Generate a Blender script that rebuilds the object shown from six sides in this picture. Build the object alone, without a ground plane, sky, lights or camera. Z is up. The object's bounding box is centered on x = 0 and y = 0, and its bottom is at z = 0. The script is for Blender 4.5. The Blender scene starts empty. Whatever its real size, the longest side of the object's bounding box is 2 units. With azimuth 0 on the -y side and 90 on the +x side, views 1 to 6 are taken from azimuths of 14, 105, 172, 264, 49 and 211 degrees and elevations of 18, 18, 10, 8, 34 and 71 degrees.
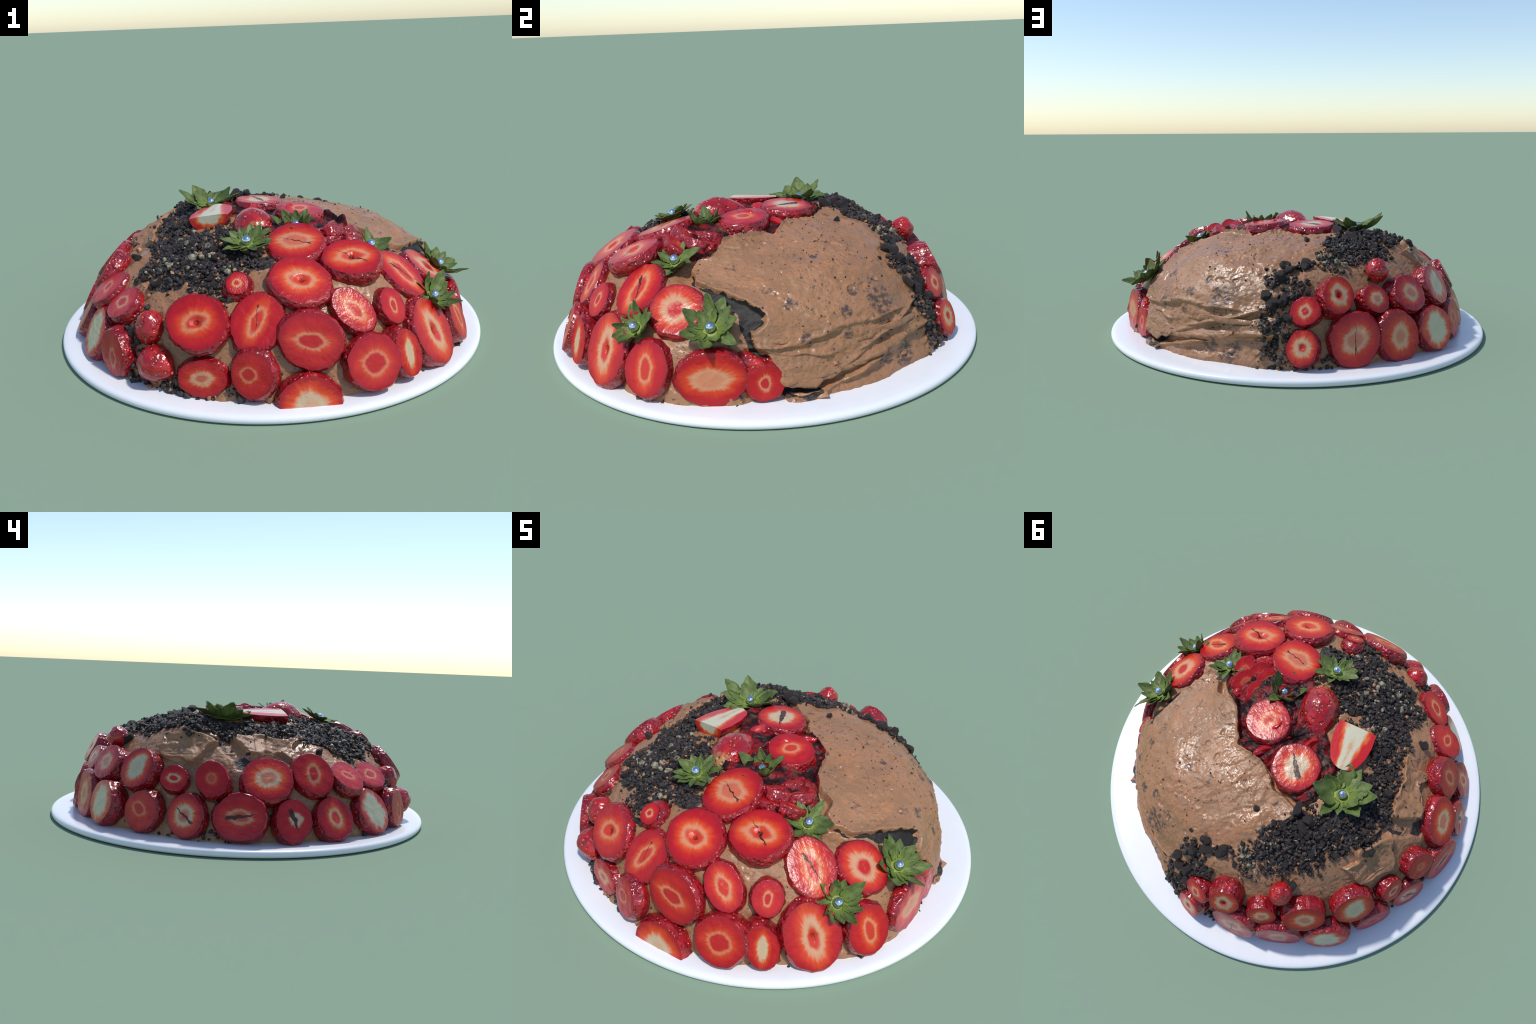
"""Domed chocolate-frosted strawberry cake on a flat white plate."""
import bpy, math, random
import numpy as np
from mathutils import Vector, Matrix
from mathutils.bvhtree import BVHTree

random.seed(11)
RNG = np.random.default_rng(11)
PLATE_TOP = 0.032
SCENE = bpy.context.scene.collection


# ----------------------------------------------------------------- noise
def _hash(ix, iy, iz, seed):
    h = (ix * 374761393 + iy * 668265263 + iz * 2147483647 + seed * 1274126177) & 0xFFFFFFFF
    h = ((h ^ (h >> 13)) * 1274126177) & 0xFFFFFFFF
    h = ((h ^ (h >> 16)) * 2246822519) & 0xFFFFFFFF
    return ((h ^ (h >> 15)) & 0xFFFFFF) / float(0xFFFFFF) * 2 - 1


def noise(p, freq=1.0, octaves=1, seed=0):
    """Smooth value noise in about -1..1 at the points p (N x 3)."""
    total, amp, norm = 0.0, 1.0, 0.0
    p = np.asarray(p, float)
    for o in range(octaves):
        q = p * freq * 2 ** o + 17.3 * o
        i = np.floor(q).astype(np.int64)
        f = q - i
        f = f * f * f * (f * (f * 6 - 15) + 10)
        v = 0
        for dx in (0, 1):
            wx = f[:, 0] if dx else 1 - f[:, 0]
            for dy in (0, 1):
                wy = f[:, 1] if dy else 1 - f[:, 1]
                for dz in (0, 1):
                    wz = f[:, 2] if dz else 1 - f[:, 2]
                    v = v + wx * wy * wz * _hash(i[:, 0] + dx, i[:, 1] + dy, i[:, 2] + dz, seed + o)
        total = total + amp * v
        norm += amp
        amp *= 0.5
    return total / norm


def smooth(a, b, x):
    t = np.clip((x - a) / (b - a), 0, 1)
    return t * t * (3 - 2 * t)


# ------------------------------------------------------------- materials
class Nodes:
    """Small helper to write node trees as expressions."""

    def __init__(self, name):
        self.mat = bpy.data.materials.new(name)
        self.mat.use_nodes = True
        self.t = self.mat.node_tree
        self.t.nodes.clear()
        self.out = self.t.nodes.new("ShaderNodeOutputMaterial")
        self.bsdf = self.t.nodes.new("ShaderNodeBsdfPrincipled")
        self.t.links.new(self.bsdf.outputs[0], self.out.inputs[0])

    def put(self, socket, value):
        if value is None:
            return
        if hasattr(value, "links"):
            self.t.links.new(value, socket)
        elif isinstance(value, (tuple, list)) and len(value) == 3 and socket.type == "RGBA":
            socket.default_value = (*value, 1)
        else:
            socket.default_value = value

    def set(self, **kw):
        for k, v in kw.items():
            self.put(self.bsdf.inputs[k.replace("_", " ")], v)

    def coord(self, which="Object"):
        return self.t.nodes.new("ShaderNodeTexCoord").outputs[which]

    def prop(self, name):
        n = self.t.nodes.new("ShaderNodeAttribute")
        n.attribute_type = "OBJECT"
        n.attribute_name = '["%s"]' % name
        return n.outputs["Fac"]

    def random(self):
        return self.t.nodes.new("ShaderNodeObjectInfo").outputs["Random"]

    def m(self, op, a, b=None, c=None, clamp=False):
        n = self.t.nodes.new("ShaderNodeMath")
        n.operation, n.use_clamp = op, clamp
        for s, v in zip(n.inputs, (a, b, c)):
            self.put(s, v)
        return n.outputs[0]

    def v(self, op, a, b=None, out=0):
        n = self.t.nodes.new("ShaderNodeVectorMath")
        n.operation = op
        self.put(n.inputs[0], a)
        if b is not None:
            if op == "SCALE":
                self.put(n.inputs["Scale"], b)
            else:
                self.put(n.inputs[1], b)
        return n.outputs["Value"] if op in ("LENGTH", "DOT_PRODUCT", "DISTANCE") else n.outputs[0]

    def xyz(self, v):
        n = self.t.nodes.new("ShaderNodeSeparateXYZ")
        self.put(n.inputs[0], v)
        return n.outputs

    def vec(self, x=0.0, y=0.0, z=0.0):
        n = self.t.nodes.new("ShaderNodeCombineXYZ")
        for s, q in zip(n.inputs, (x, y, z)):
            self.put(s, q)
        return n.outputs[0]

    def noise(self, vec, scale, detail=2.0, rough=0.5, distort=0.0):
        n = self.t.nodes.new("ShaderNodeTexNoise")
        self.put(n.inputs["Vector"], vec)
        self.put(n.inputs["Scale"], scale)
        n.inputs["Detail"].default_value = detail
        n.inputs["Roughness"].default_value = rough
        n.inputs["Distortion"].default_value = distort
        return n.outputs[0]

    def voronoi(self, vec, scale, feature="F1", rand=1.0):
        n = self.t.nodes.new("ShaderNodeTexVoronoi")
        n.feature = feature
        self.put(n.inputs["Vector"], vec)
        n.inputs["Scale"].default_value = scale
        n.inputs["Randomness"].default_value = rand
        return n.outputs

    def step(self, x, a, b, lo=0.0, hi=1.0):
        n = self.t.nodes.new("ShaderNodeMapRange")
        n.interpolation_type = "SMOOTHSTEP"
        self.put(n.inputs[0], x)
        for s, q in zip(list(n.inputs)[1:5], (a, b, lo, hi)):
            self.put(s, q)
        return n.outputs[0]

    def mix(self, f, a, b, blend="MIX"):
        n = self.t.nodes.new("ShaderNodeMix")
        n.data_type, n.blend_type = "RGBA", blend
        n.clamp_factor = True
        self.put(n.inputs[0], f)
        self.put(n.inputs[6], a)
        self.put(n.inputs[7], b)
        return n.outputs[2]

    def mapping(self, vec, scale=(1, 1, 1), rot=(0, 0, 0)):
        n = self.t.nodes.new("ShaderNodeMapping")
        self.put(n.inputs[0], vec)
        n.inputs["Scale"].default_value = scale
        n.inputs["Rotation"].default_value = rot
        return n.outputs[0]

    def bump(self, height, strength=0.4, distance=0.01, normal=None):
        n = self.t.nodes.new("ShaderNodeBump")
        n.inputs["Strength"].default_value = strength
        n.inputs["Distance"].default_value = distance
        self.put(n.inputs["Height"], height)
        if normal is not None:
            self.put(n.inputs["Normal"], normal)
        return n.outputs[0]


SMUDGES = [((0.53, 0.01, 0.47), 0.030), ((0.63, 0.215, 0.38), 0.034), ((0.66, 0.29, 0.37), 0.028), ((0.50, 0.51, 0.384), 0.030),
           ((0.448, 0.610, 0.327), 0.066), ((0.58, 0.49, 0.32), 0.028), ((0.71, 0.36, 0.25), 0.024), ((0.27, 0.35, 0.50), 0.018), ((0.62, 0.51, 0.24), 0.022),
           ((0.39, 0.57, 0.385), 0.028), ((-0.055, 0.297, 0.54), 0.022), ((0.40, 0.33, 0.48), 0.018), ((0.62, 0.40, 0.06), 0.05), ((0.50, 0.64, 0.10), 0.04), ((0.42, 0.70, 0.08), 0.05)]


def frosting_material(name="chocolate_frosting", tint=1.0):
    n = Nodes(name)
    p = n.coord()
    smear = n.mapping(p, (1, 1, 3.2), (0.25, 0.2, 0.6))
    big = n.noise(p, 5.0, 3)
    streak = n.noise(smear, 11.0, 4, 0.55, 0.6)
    c = n.mix(n.step(big, 0.35, 0.65), (0.350 * tint, 0.169 * tint, 0.082 * tint), (0.291 * tint, 0.145 * tint, 0.069 * tint))
    c = n.mix(n.step(streak, 0.50, 0.66, 0, 0.75), c, (0.390 * tint, 0.176 * tint, 0.076 * tint))
    c = n.mix(n.step(n.noise(p, 9.0, 2), 0.60, 0.75, 0, 0.35), c, (0.202 * tint, 0.129 * tint, 0.066 * tint))
    # crushed biscuit specks of several sizes
    dens = n.noise(p, 7.0, 2)
    for scale, cut, amount in ((85.0, 0.20, 0.75), (38.0, 0.17, 0.8), (150.0, 0.26, 0.5)):
        wob = n.v("ADD", p, n.v("SCALE", n.vec(n.noise(p, scale * 1.3), n.noise(p, scale * 1.1), 0.0), 0.020))
        d = n.voronoi(wob, scale)
        keep = n.m("GREATER_THAN", n.xyz(d["Color"])[0], n.step(dens, 0.35, 0.65, 0.93, 0.62))
        f = n.m("MULTIPLY", n.step(d["Distance"], cut, cut + 0.12, 1, 0), keep)
        c = n.mix(n.m("MULTIPLY", f, amount), c, (0.080, 0.046, 0.034))
    # larger pieces of biscuit showing through, smudged by the knife
    patch = n.noise(n.mapping(p, (1, 1, 2.0)), 34.0, 4, 0.65)
    edge = n.m("MULTIPLY", n.m("SUBTRACT", n.noise(p, 24.0, 3), 0.5), 1.3)
    for at, r in SMUDGES:
        d = n.m("ADD", n.m("DIVIDE", n.v("DISTANCE", p, n.vec(*at)), r), edge)
        f = n.m("MULTIPLY", n.step(d, 0.75, 1.15, 1, 0), n.step(patch, 0.42, 0.58))
        c = n.mix(n.m("MULTIPLY", f, 0.85), c, (0.050, 0.036, 0.036))
    gloss = n.step(n.noise(p, 6.0, 3), 0.38, 0.62, 0.30, 0.58)
    h = n.m("ADD", n.m("MULTIPLY", streak, 0.6), n.m("MULTIPLY", n.noise(p, 48.0, 3), 0.5))
    n.set(Base_Color=c, Roughness=gloss, Normal=n.bump(h, 0.55, 0.012))
    n.bsdf.inputs["Specular IOR Level"].default_value = 0.5
    return n.mat


def bed_and_shade_material():
    n = Nodes("crumb_bed_and_shade")  # crumb bed colour, also painted as shade in the cave and hollow
    p = n.coord()
    g = n.noise(p, 60.0, 4)
    c = n.mix(n.step(g, 0.45, 0.7), (0.020, 0.016, 0.016), (0.070, 0.045, 0.035))
    n.set(Base_Color=c, Roughness=0.6, Normal=n.bump(g, 0.8, 0.012))
    return n.mat


def crumb_material():
    n = Nodes("dark_cookie")
    p = n.coord()
    g = n.noise(p, 70.0, 4, 0.6)
    r = n.random()
    c = n.mix(n.step(g, 0.4, 0.7), (0.026, 0.020, 0.019), (0.060, 0.046, 0.043))
    brown = n.noise(p, 16.0, 2)
    c = n.mix(n.step(brown, 0.56, 0.68, 0, 0.8), c, (0.090, 0.054, 0.038))
    c = n.mix(n.step(r, 0.8, 1.0, 0, 0.5), c, (0.055, 0.036, 0.03))
    n.set(Base_Color=c, Roughness=n.step(g, 0.3, 0.7, 0.38, 0.65), Normal=n.bump(g, 0.7, 0.012))
    n.bsdf.inputs["Specular IOR Level"].default_value = 0.45
    return n.mat


def cream_crumb_material():
    n = Nodes("cream_filling")
    g = n.noise(n.coord(), 90.0, 4)
    c = n.mix(n.step(g, 0.4, 0.62), (0.33, 0.29, 0.19), (0.12, 0.10, 0.07))
    n.set(Base_Color=c, Roughness=0.6, Normal=n.bump(g, 0.6, 0.01))
    return n.mat


def skin_material():
    n = Nodes("strawberry_skin")
    p = n.coord()
    big = n.noise(p, 22.0, 3)
    c = n.mix(n.step(big, 0.35, 0.68), (0.22, 0.005, 0.010), (0.38, 0.011, 0.015))
    c = n.mix(n.step(n.noise(p, 9.0), 0.52, 0.72, 0, 0.55), c, (0.13, 0.003, 0.010))
    d = n.voronoi(p, 52.0)
    seed = n.m("MULTIPLY", n.step(d["Distance"], 0.10, 0.2, 1, 0), n.m("GREATER_THAN", n.xyz(d["Color"])[0], 0.45))
    c = n.mix(n.m("MULTIPLY", seed, 0.55), c, (0.62, 0.16, 0.04))
    h = n.m("ADD", n.m("MULTIPLY", n.step(d["Distance"], 0.05, 0.5), 0.7), n.m("MULTIPLY", n.noise(p, 75.0, 2), 0.5))
    n.set(Base_Color=c, Roughness=0.24, Coat_Weight=0.35, Coat_Roughness=0.15, Normal=n.bump(h, 0.7, 0.012))
    return n.mat


def flesh_material():
    """Cut face of a strawberry; every slice carries its own ring sizes."""
    n = Nodes("strawberry_flesh")
    x, y, _ = n.xyz(n.coord())
    x = n.m("DIVIDE", x, n.prop("rim_x"))
    y = n.m("DIVIDE", y, n.prop("rim_y"))
    sh = n.m("MULTIPLY", n.prop("seed"), 7.0)
    flat = n.vec(x, y, sh)
    rim = n.v("LENGTH", n.vec(x, y, 0.0))
    qx = n.m("SUBTRACT", x, n.prop("shift_x"))
    qy = n.m("SUBTRACT", y, n.prop("shift_y"))
    ca, sa = n.m("COSINE", n.prop("angle")), n.m("SINE", n.prop("angle"))
    rx = n.m("ADD", n.m("MULTIPLY", qx, ca), n.m("MULTIPLY", qy, sa))
    ry = n.m("SUBTRACT", n.m("MULTIPLY", qy, ca), n.m("MULTIPLY", qx, sa))
    ry = n.m("MULTIPLY", ry, n.prop("aspect"))
    # pointed oval: the sum of the two coordinates counts a little
    ln = n.v("LENGTH", n.vec(rx, ry, 0.0))
    sm = n.m("MULTIPLY", n.m("ADD", n.m("ABSOLUTE", rx), n.m("ABSOLUTE", ry)), 0.85)
    e = n.m("ADD", n.m("MULTIPLY", ln, 0.86), n.m("MULTIPLY", sm, 0.14))
    direction = n.v("NORMALIZE", n.vec(rx, n.m("DIVIDE", ry, n.prop("aspect")), 0.0))
    rays = n.noise(n.v("ADD", n.v("SCALE", direction, 5.5), n.vec(sh, n.m("MULTIPLY", rim, 0.7), sh)), 1.0, 3.0, 0.6)
    rays2 = n.noise(n.v("ADD", n.v("SCALE", direction, 13.0), n.vec(sh, n.m("MULTIPLY", rim, 0.9), sh)), 1.0, 2.0)
    wob = n.noise(flat, 2.6, 2)
    e = n.m("DIVIDE", e, n.prop("ring"))
    e = n.m("ADD", e, n.m("MULTIPLY", n.m("SUBTRACT", wob, 0.5), 0.62))
    er = n.m("ADD", e, n.m("MULTIPLY", n.m("SUBTRACT", rays, 0.5), 0.60))
    white = n.prop("white")
    ring = n.mix(white, (0.60, 0.205, 0.095), (0.52, 0.47, 0.31))
    red = n.mix(n.step(n.noise(flat, 1.6), 0.4, 0.65), (0.43, 0.008, 0.012), (0.50, 0.014, 0.014))
    red = n.mix(n.step(rays2, 0.5, 0.75, 0, 0.10), red, (0.55, 0.030, 0.022))
    red = n.mix(n.step(rim, 0.72, 1.02, 0, 0.75), red, (0.29, 0.006, 0.014))
    halo = n.step(er, 0.95, 1.9, 1, 0)
    c = n.mix(n.m("MULTIPLY", halo, n.prop("glow")), red, (0.68, 0.085, 0.014))
    band = n.m("MULTIPLY", n.step(er, 0.80, 1.30, 1, 0), n.prop("strength"))
    c = n.mix(band, c, ring)
    # heart of the berry
    heart = n.mix(n.prop("core"), n.mix(n.step(n.prop("glow"), 0.5, 1.0), (0.47, 0.015, 0.014), (0.58, 0.045, 0.016)), n.mix(white, (0.60, 0.16, 0.06), (0.52, 0.47, 0.30)))
    inner = n.step(e, n.m("SUBTRACT", n.prop("heart"), 0.06), n.m("ADD", n.prop("heart"), 0.30), 1, 0)
    c = n.mix(n.m("MULTIPLY", inner, n.prop("strength")), c, heart)
    pit = n.m("MULTIPLY", n.step(n.m("ADD", e, n.m("MULTIPLY", n.noise(flat, 9.0), 0.3)), 0.25, 0.42, 1, 0), n.prop("hole"))
    c = n.mix(n.m("MULTIPLY", pit, 0.8), c, (0.20, 0.012, 0.010))
    cs, sn = n.m("COSINE", n.prop("split_angle")), n.m("SINE", n.prop("split_angle"))
    al = n.m("ADD", n.m("MULTIPLY", x, cs), n.m("MULTIPLY", y, sn))
    ac = n.m("ADD", n.m("SUBTRACT", n.m("MULTIPLY", y, cs), n.m("MULTIPLY", x, sn)), n.m("MULTIPLY", n.m("SUBTRACT", n.noise(flat, 4.0, 3), 0.5), 0.28))
    wide = n.m("MULTIPLY", n.prop("split"), n.step(al, -0.25, 0.85, 1, 0))
    tear_mask = n.m("MULTIPLY", n.m("LESS_THAN", n.m("ABSOLUTE", ac), wide), n.step(al, -0.62, -0.5))
    c = n.mix(n.m("MULTIPLY", tear_mask, 0.93), c, (0.035, 0.010, 0.008))  # tears of the scan, painted as dark wedges on the face
    pit = n.m("ADD", pit, tear_mask)
    hgt = n.m("ADD", n.m("MULTIPLY", rays2, 0.15), n.m("SUBTRACT", n.m("MULTIPLY", n.noise(flat, 7.0, 3), 0.5), n.m("MULTIPLY", pit, 2.0)))
    n.set(Base_Color=c, Roughness=0.28, Coat_Weight=0.0, Normal=n.bump(hgt, 0.5, 0.008))
    n.bsdf.inputs["Specular IOR Level"].default_value = 0.40
    return n.mat


def half_berry_material():
    """Lengthwise cut: pale heart along the axis, red towards the skin."""
    n = Nodes("strawberry_long_cut")
    x, y, z = n.xyz(n.coord())
    p = n.coord()
    wob = n.m("MULTIPLY", n.m("SUBTRACT", n.noise(n.mapping(p, (1, 0.5, 1)), 40.0, 3), 0.5), 0.5)
    width = n.step(y, -0.02, 0.22, 0.100, 0.050)
    r = n.v("LENGTH", n.vec(x, n.m("MULTIPLY", z, 1.35), 0.0))
    e = n.m("ADD", n.m("DIVIDE", r, width), wob)
    c = n.mix(n.step(e, 0.42, 0.62), (0.60, 0.55, 0.38), (0.72, 0.13, 0.02))
    c = n.mix(n.step(e, 0.58, 0.80), c, (0.55, 0.014, 0.014))
    streak = n.m("MULTIPLY", n.step(e, 0.03, 0.22, 1, 0), n.step(y, 0.04, 0.10))
    c = n.mix(n.m("MULTIPLY", streak, 0.55), c, (0.62, 0.17, 0.05))
    n.set(Base_Color=c, Roughness=0.32, Coat_Weight=0.2, Normal=n.bump(n.noise(p, 60.0, 3), 0.25, 0.006))
    return n.mat


def whole_berry_material():
    n = Nodes("whole_strawberry_skin")
    p = n.coord()
    x, y, z = n.xyz(p)
    c = n.mix(n.step(n.noise(p, 20.0, 3), 0.35, 0.68), (0.28, 0.006, 0.010), (0.46, 0.014, 0.015))
    d = n.voronoi(p, 42.0)
    seed = n.step(d["Distance"], 0.12, 0.22, 1, 0)
    c = n.mix(n.m("MULTIPLY", seed, 0.6), c, (0.70, 0.28, 0.05))
    shoulder = n.m("ADD", y, n.m("MULTIPLY", n.m("SUBTRACT", n.noise(p, 40.0, 3), 0.5), 0.07))
    pale = n.m("MULTIPLY", n.step(shoulder, -0.118, -0.085, 1, 0), n.prop("pale_shoulder"))
    c = n.mix(pale, c, (0.50, 0.26, 0.10))
    n.set(Base_Color=c, Roughness=0.22, Coat_Weight=0.4, Coat_Roughness=0.12,
          Normal=n.bump(n.m("ADD", n.step(d["Distance"], 0.05, 0.45), n.m("MULTIPLY", n.noise(p, 60.0), 0.4)), 0.7, 0.012))
    return n.mat


def leaf_material():
    n = Nodes("strawberry_leaf")
    p = n.coord()
    x, y, z = n.xyz(p)
    g = n.noise(n.mapping(p, (1, 0.35, 1)), 60.0, 3)
    r = n.random()
    c = n.mix(n.step(g, 0.35, 0.7), (0.078, 0.120, 0.024), (0.165, 0.215, 0.062))
    c = n.mix(n.step(r, 0.3, 1.0, 0, 0.45), c, (0.050, 0.085, 0.022))
    c = n.mix(n.step(y, 0.006, 0.045, 0.75, 0), c, (0.20, 0.27, 0.045))
    vein = n.m("ABSOLUTE", n.m("SUBTRACT", n.m("FRACT", n.m("ADD", n.m("MULTIPLY", n.m("ABSOLUTE", x), 55.0), n.m("MULTIPLY", y, -38.0))), 0.5))
    c = n.mix(n.step(vein, 0.0, 0.12, 0.35, 0), c, (0.15, 0.21, 0.09))
    c = n.mix(n.step(n.noise(p, 45.0, 3), 0.55, 0.72, 0, 0.55), c, (0.030, 0.050, 0.020))
    h = n.m("ADD", n.m("MULTIPLY", vein, 0.5), g)
    n.set(Base_Color=c, Roughness=0.5, Normal=n.bump(h, 0.4, 0.004))
    n.bsdf.inputs["Specular IOR Level"].default_value = 0.3
    tr = n.t.nodes.new("ShaderNodeBsdfTranslucent")
    n.put(tr.inputs[0], c)
    mx = n.t.nodes.new("ShaderNodeMixShader")
    mx.inputs[0].default_value = 0.12
    n.t.links.new(n.bsdf.outputs[0], mx.inputs[1])
    n.t.links.new(tr.outputs[0], mx.inputs[2])
    n.t.links.new(mx.outputs[0], n.out.inputs[0])
    return n.mat


def plain(name, color, rough, **kw):
    n = Nodes(name)
    p = n.coord()
    g = n.noise(p, 12.0, 3)
    c = n.mix(n.step(g, 0.4, 0.65), color, tuple(q * 0.985 for q in color))
    n.set(Base_Color=c, Roughness=rough, **kw)
    return n.mat


def shard_material():
    n = Nodes("scan_shard_dark")  # dark colour of the lumps added for stretched scan shards
    p = n.coord()
    g = n.noise(n.mapping(p, (1, 0.3, 1)), 26.0, 3)
    c = n.mix(n.step(g, 0.42, 0.66), (0.018, 0.008, 0.009), (0.22, 0.006, 0.010))
    n.set(Base_Color=c, Roughness=0.22, Coat_Weight=0.3, Normal=n.bump(g, 0.3, 0.006))
    return n.mat


def scan_hole_material():
    n = Nodes("scan_hole_paint")  # red-black fill painted over the scan's holes at the crown
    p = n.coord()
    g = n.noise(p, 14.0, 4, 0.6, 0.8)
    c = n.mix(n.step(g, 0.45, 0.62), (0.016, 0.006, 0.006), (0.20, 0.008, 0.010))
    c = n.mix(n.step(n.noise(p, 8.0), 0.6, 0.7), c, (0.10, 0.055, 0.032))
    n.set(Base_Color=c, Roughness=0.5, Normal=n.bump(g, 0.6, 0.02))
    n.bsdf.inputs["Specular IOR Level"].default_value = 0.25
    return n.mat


M = dict(scan_hole=scan_hole_material(), frosting=frosting_material(), bed_and_shade=bed_and_shade_material(), crumb=crumb_material(), cream=cream_crumb_material(),
         skin=skin_material(), flesh=flesh_material(), half=half_berry_material(), berry=whole_berry_material(),
         leaf=leaf_material(), hub=plain("calyx_heart", (0.20, 0.25, 0.04), 0.5),
         pearl=plain("silver_pearl", (0.66, 0.74, 0.86), 0.12, Metallic=1.0),
         plate=plain("white_glaze", (0.80, 0.81, 0.83), 0.25), shard=shard_material(),
         shade=plain("edge_shade_paint", (0.011, 0.008, 0.006), 0.65), red=plain("scan_shard_red", (0.45, 0.010, 0.014), 0.22, Coat_Weight=0.3))  # shade colour beside the slab edge, then red of the added shards


# ----------------------------------------------------------- mesh helpers
def make_mesh(name, verts, faces, mats, slots=None, flat=False):
    me = bpy.data.meshes.new(name)
    me.from_pydata([tuple(v) for v in verts], [], [tuple(f) for f in faces])
    for m in mats:
        me.materials.append(m)
    me.polygons.foreach_set("use_smooth", [not flat] * len(me.polygons))
    if slots is not None:
        me.polygons.foreach_set("material_index", list(slots))
    me.update()
    return me


def add(name, me, parent=None, matrix=None):
    o = bpy.data.objects.new(name, me)
    SCENE.objects.link(o)
    if parent is not None:
        o.parent = parent
    if matrix is not None:
        o.matrix_local = matrix
    return o


def grid_faces(rows, cols, wrap=True, start=0):
    f = []
    for r in range(rows - 1):
        for c in range(cols if wrap else cols - 1):
            d = (c + 1) % cols
            f.append((start + r * cols + c, start + r * cols + d, start + (r + 1) * cols + d, start + (r + 1) * cols + c))
    return f


# ------------------------------------------------------------------ plate
def build_plate():
    prof = [(0.0, 0.0), (0.80, 0.0), (0.975, 0.0), (0.990, 0.0006), (0.9965, 0.004), (0.9995, 0.010), (1.0, 0.017),
            (0.997, 0.026), (0.988, 0.031), (0.970, 0.0335), (0.93, 0.0335), (0.80, 0.0325), (0.40, PLATE_TOP), (0.0, PLATE_TOP)]
    n = 192
    verts, faces = [], []
    for r, z in prof:
        for k in range(n):
            a = 2 * math.pi * k / n
            verts.append((r * math.cos(a), r * math.sin(a), z))
    faces = grid_faces(len(prof), n)
    me = make_mesh("plate", verts, faces, [M["plate"]])
    o = add("plate", me)
    o["label"] = "flat round white plate with a rounded rim"
    o["category"] = "plate"
    return o


plate = build_plate()
cake = bpy.data.objects.new("chocolate_cake", None)
SCENE.objects.link(cake)
cake["label"] = "domed chocolate frosted cake covered with strawberry slices and crumbs"
cake["category"] = "cake"

# --------------------------------------------------------------- frosting
CENTRE = np.array([0.02, -0.02])
PROFILE = np.array([(0.86, 0.026), (0.855, 0.08), (0.835, 0.15), (0.80, 0.25), (0.757, 0.325), (0.70, 0.39), (0.60, 0.465),
                    (0.45, 0.515), (0.30, 0.545), (0.15, 0.557), (0.0, 0.56)])
# left edge of the thick bare frosting slab, seen from above, top to foot
SLAB_EDGE = [(-0.19, 0.27), (-0.02, 0.245), (0.09, 0.15), (0.24, 0.12), (0.31, 0.0), (0.36, -0.07), (0.47, -0.07), (0.52, -0.13),
             (0.575, -0.145), (0.64, -0.09), (0.68, 0.0), (0.715, 0.13), (0.74, 0.205), (0.785, 0.165), (0.80, 0.19), (0.80, 0.29), (0.86, 0.33)]
SLAB = SLAB_EDGE + [(1.1, 0.5), (0.8, 0.9), (0.3, 1.1), (0.16, 0.60), (-0.05, 0.50), (-0.14, 0.36)]
CRUMB_TOP = [(0.08, -0.60), (-0.05, -0.71), (-0.20, -0.72), (-0.33, -0.66), (-0.47, -0.54), (-0.47, -0.35), (-0.48, -0.2), (-0.535, -0.03), (-0.545, 0.1),
             (-0.52, 0.2), (-0.45, 0.36), (-0.33, 0.47), (-0.2, 0.5), (-0.1, 0.43), (-0.19, 0.29), (-0.24, 0.17), (-0.3, 0.1), (-0.35, -0.05),
             (-0.31, -0.22), (-0.16, -0.24), (-0.08, -0.20), (-0.04, -0.32), (0.06, -0.38), (0.09, -0.46)]
CRUMB_BACK = [(-0.19, 0.29), (-0.12, 0.37), (-0.08, 0.45), (0.0, 0.55), (0.09, 0.575), (0.17, 0.58), (0.25, 0.68), (0.12, 0.70), (0.02, 0.62), (-0.06, 0.64),
              (-0.14, 0.61), (-0.25, 0.58), (-0.36, 0.48), (-0.43, 0.36)]
CRUMB_SIDE = [(0.19, 0.63), (0.10, 0.66), (0.10, 0.72), (0.15, 0.79), (0.14, 0.90), (0.27, 0.88), (0.28, 0.80), (0.30, 0.73), (0.22, 0.69)]
FLAKES = [[(-0.50, -0.24), (-0.62, -0.25), (-0.68, -0.06), (-0.66, 0.02), (-0.57, 0.07), (-0.53, -0.06)],
          [(-0.45, 0.40), (-0.55, 0.20), (-0.60, 0.17), (-0.68, 0.23), (-0.61, 0.35), (-0.53, 0.41)]]
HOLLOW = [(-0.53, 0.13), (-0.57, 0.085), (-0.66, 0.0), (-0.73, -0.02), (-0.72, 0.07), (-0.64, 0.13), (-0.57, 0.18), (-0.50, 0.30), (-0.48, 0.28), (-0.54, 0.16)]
DARK_PATCHES = [[(0.00, -0.50), (0.13, -0.49), (0.15, -0.57), (0.06, -0.60), (0.0, -0.56)],  # not sunken: patch painted dark for a black void beside a calyx
            ]
# shade painted dark on the frosting beside the slab's edge
EDGE_SHADE = [(0.57, -0.15), (0.64, -0.09), (0.68, 0.0), (0.715, 0.13), (0.74, 0.205), (0.785, 0.165), (0.80, 0.19), (0.80, 0.29), (0.815, 0.27), (0.82, 0.155), (0.768, 0.10), (0.738, 0.03), (0.692, -0.04), (0.62, -0.13)]
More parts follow.
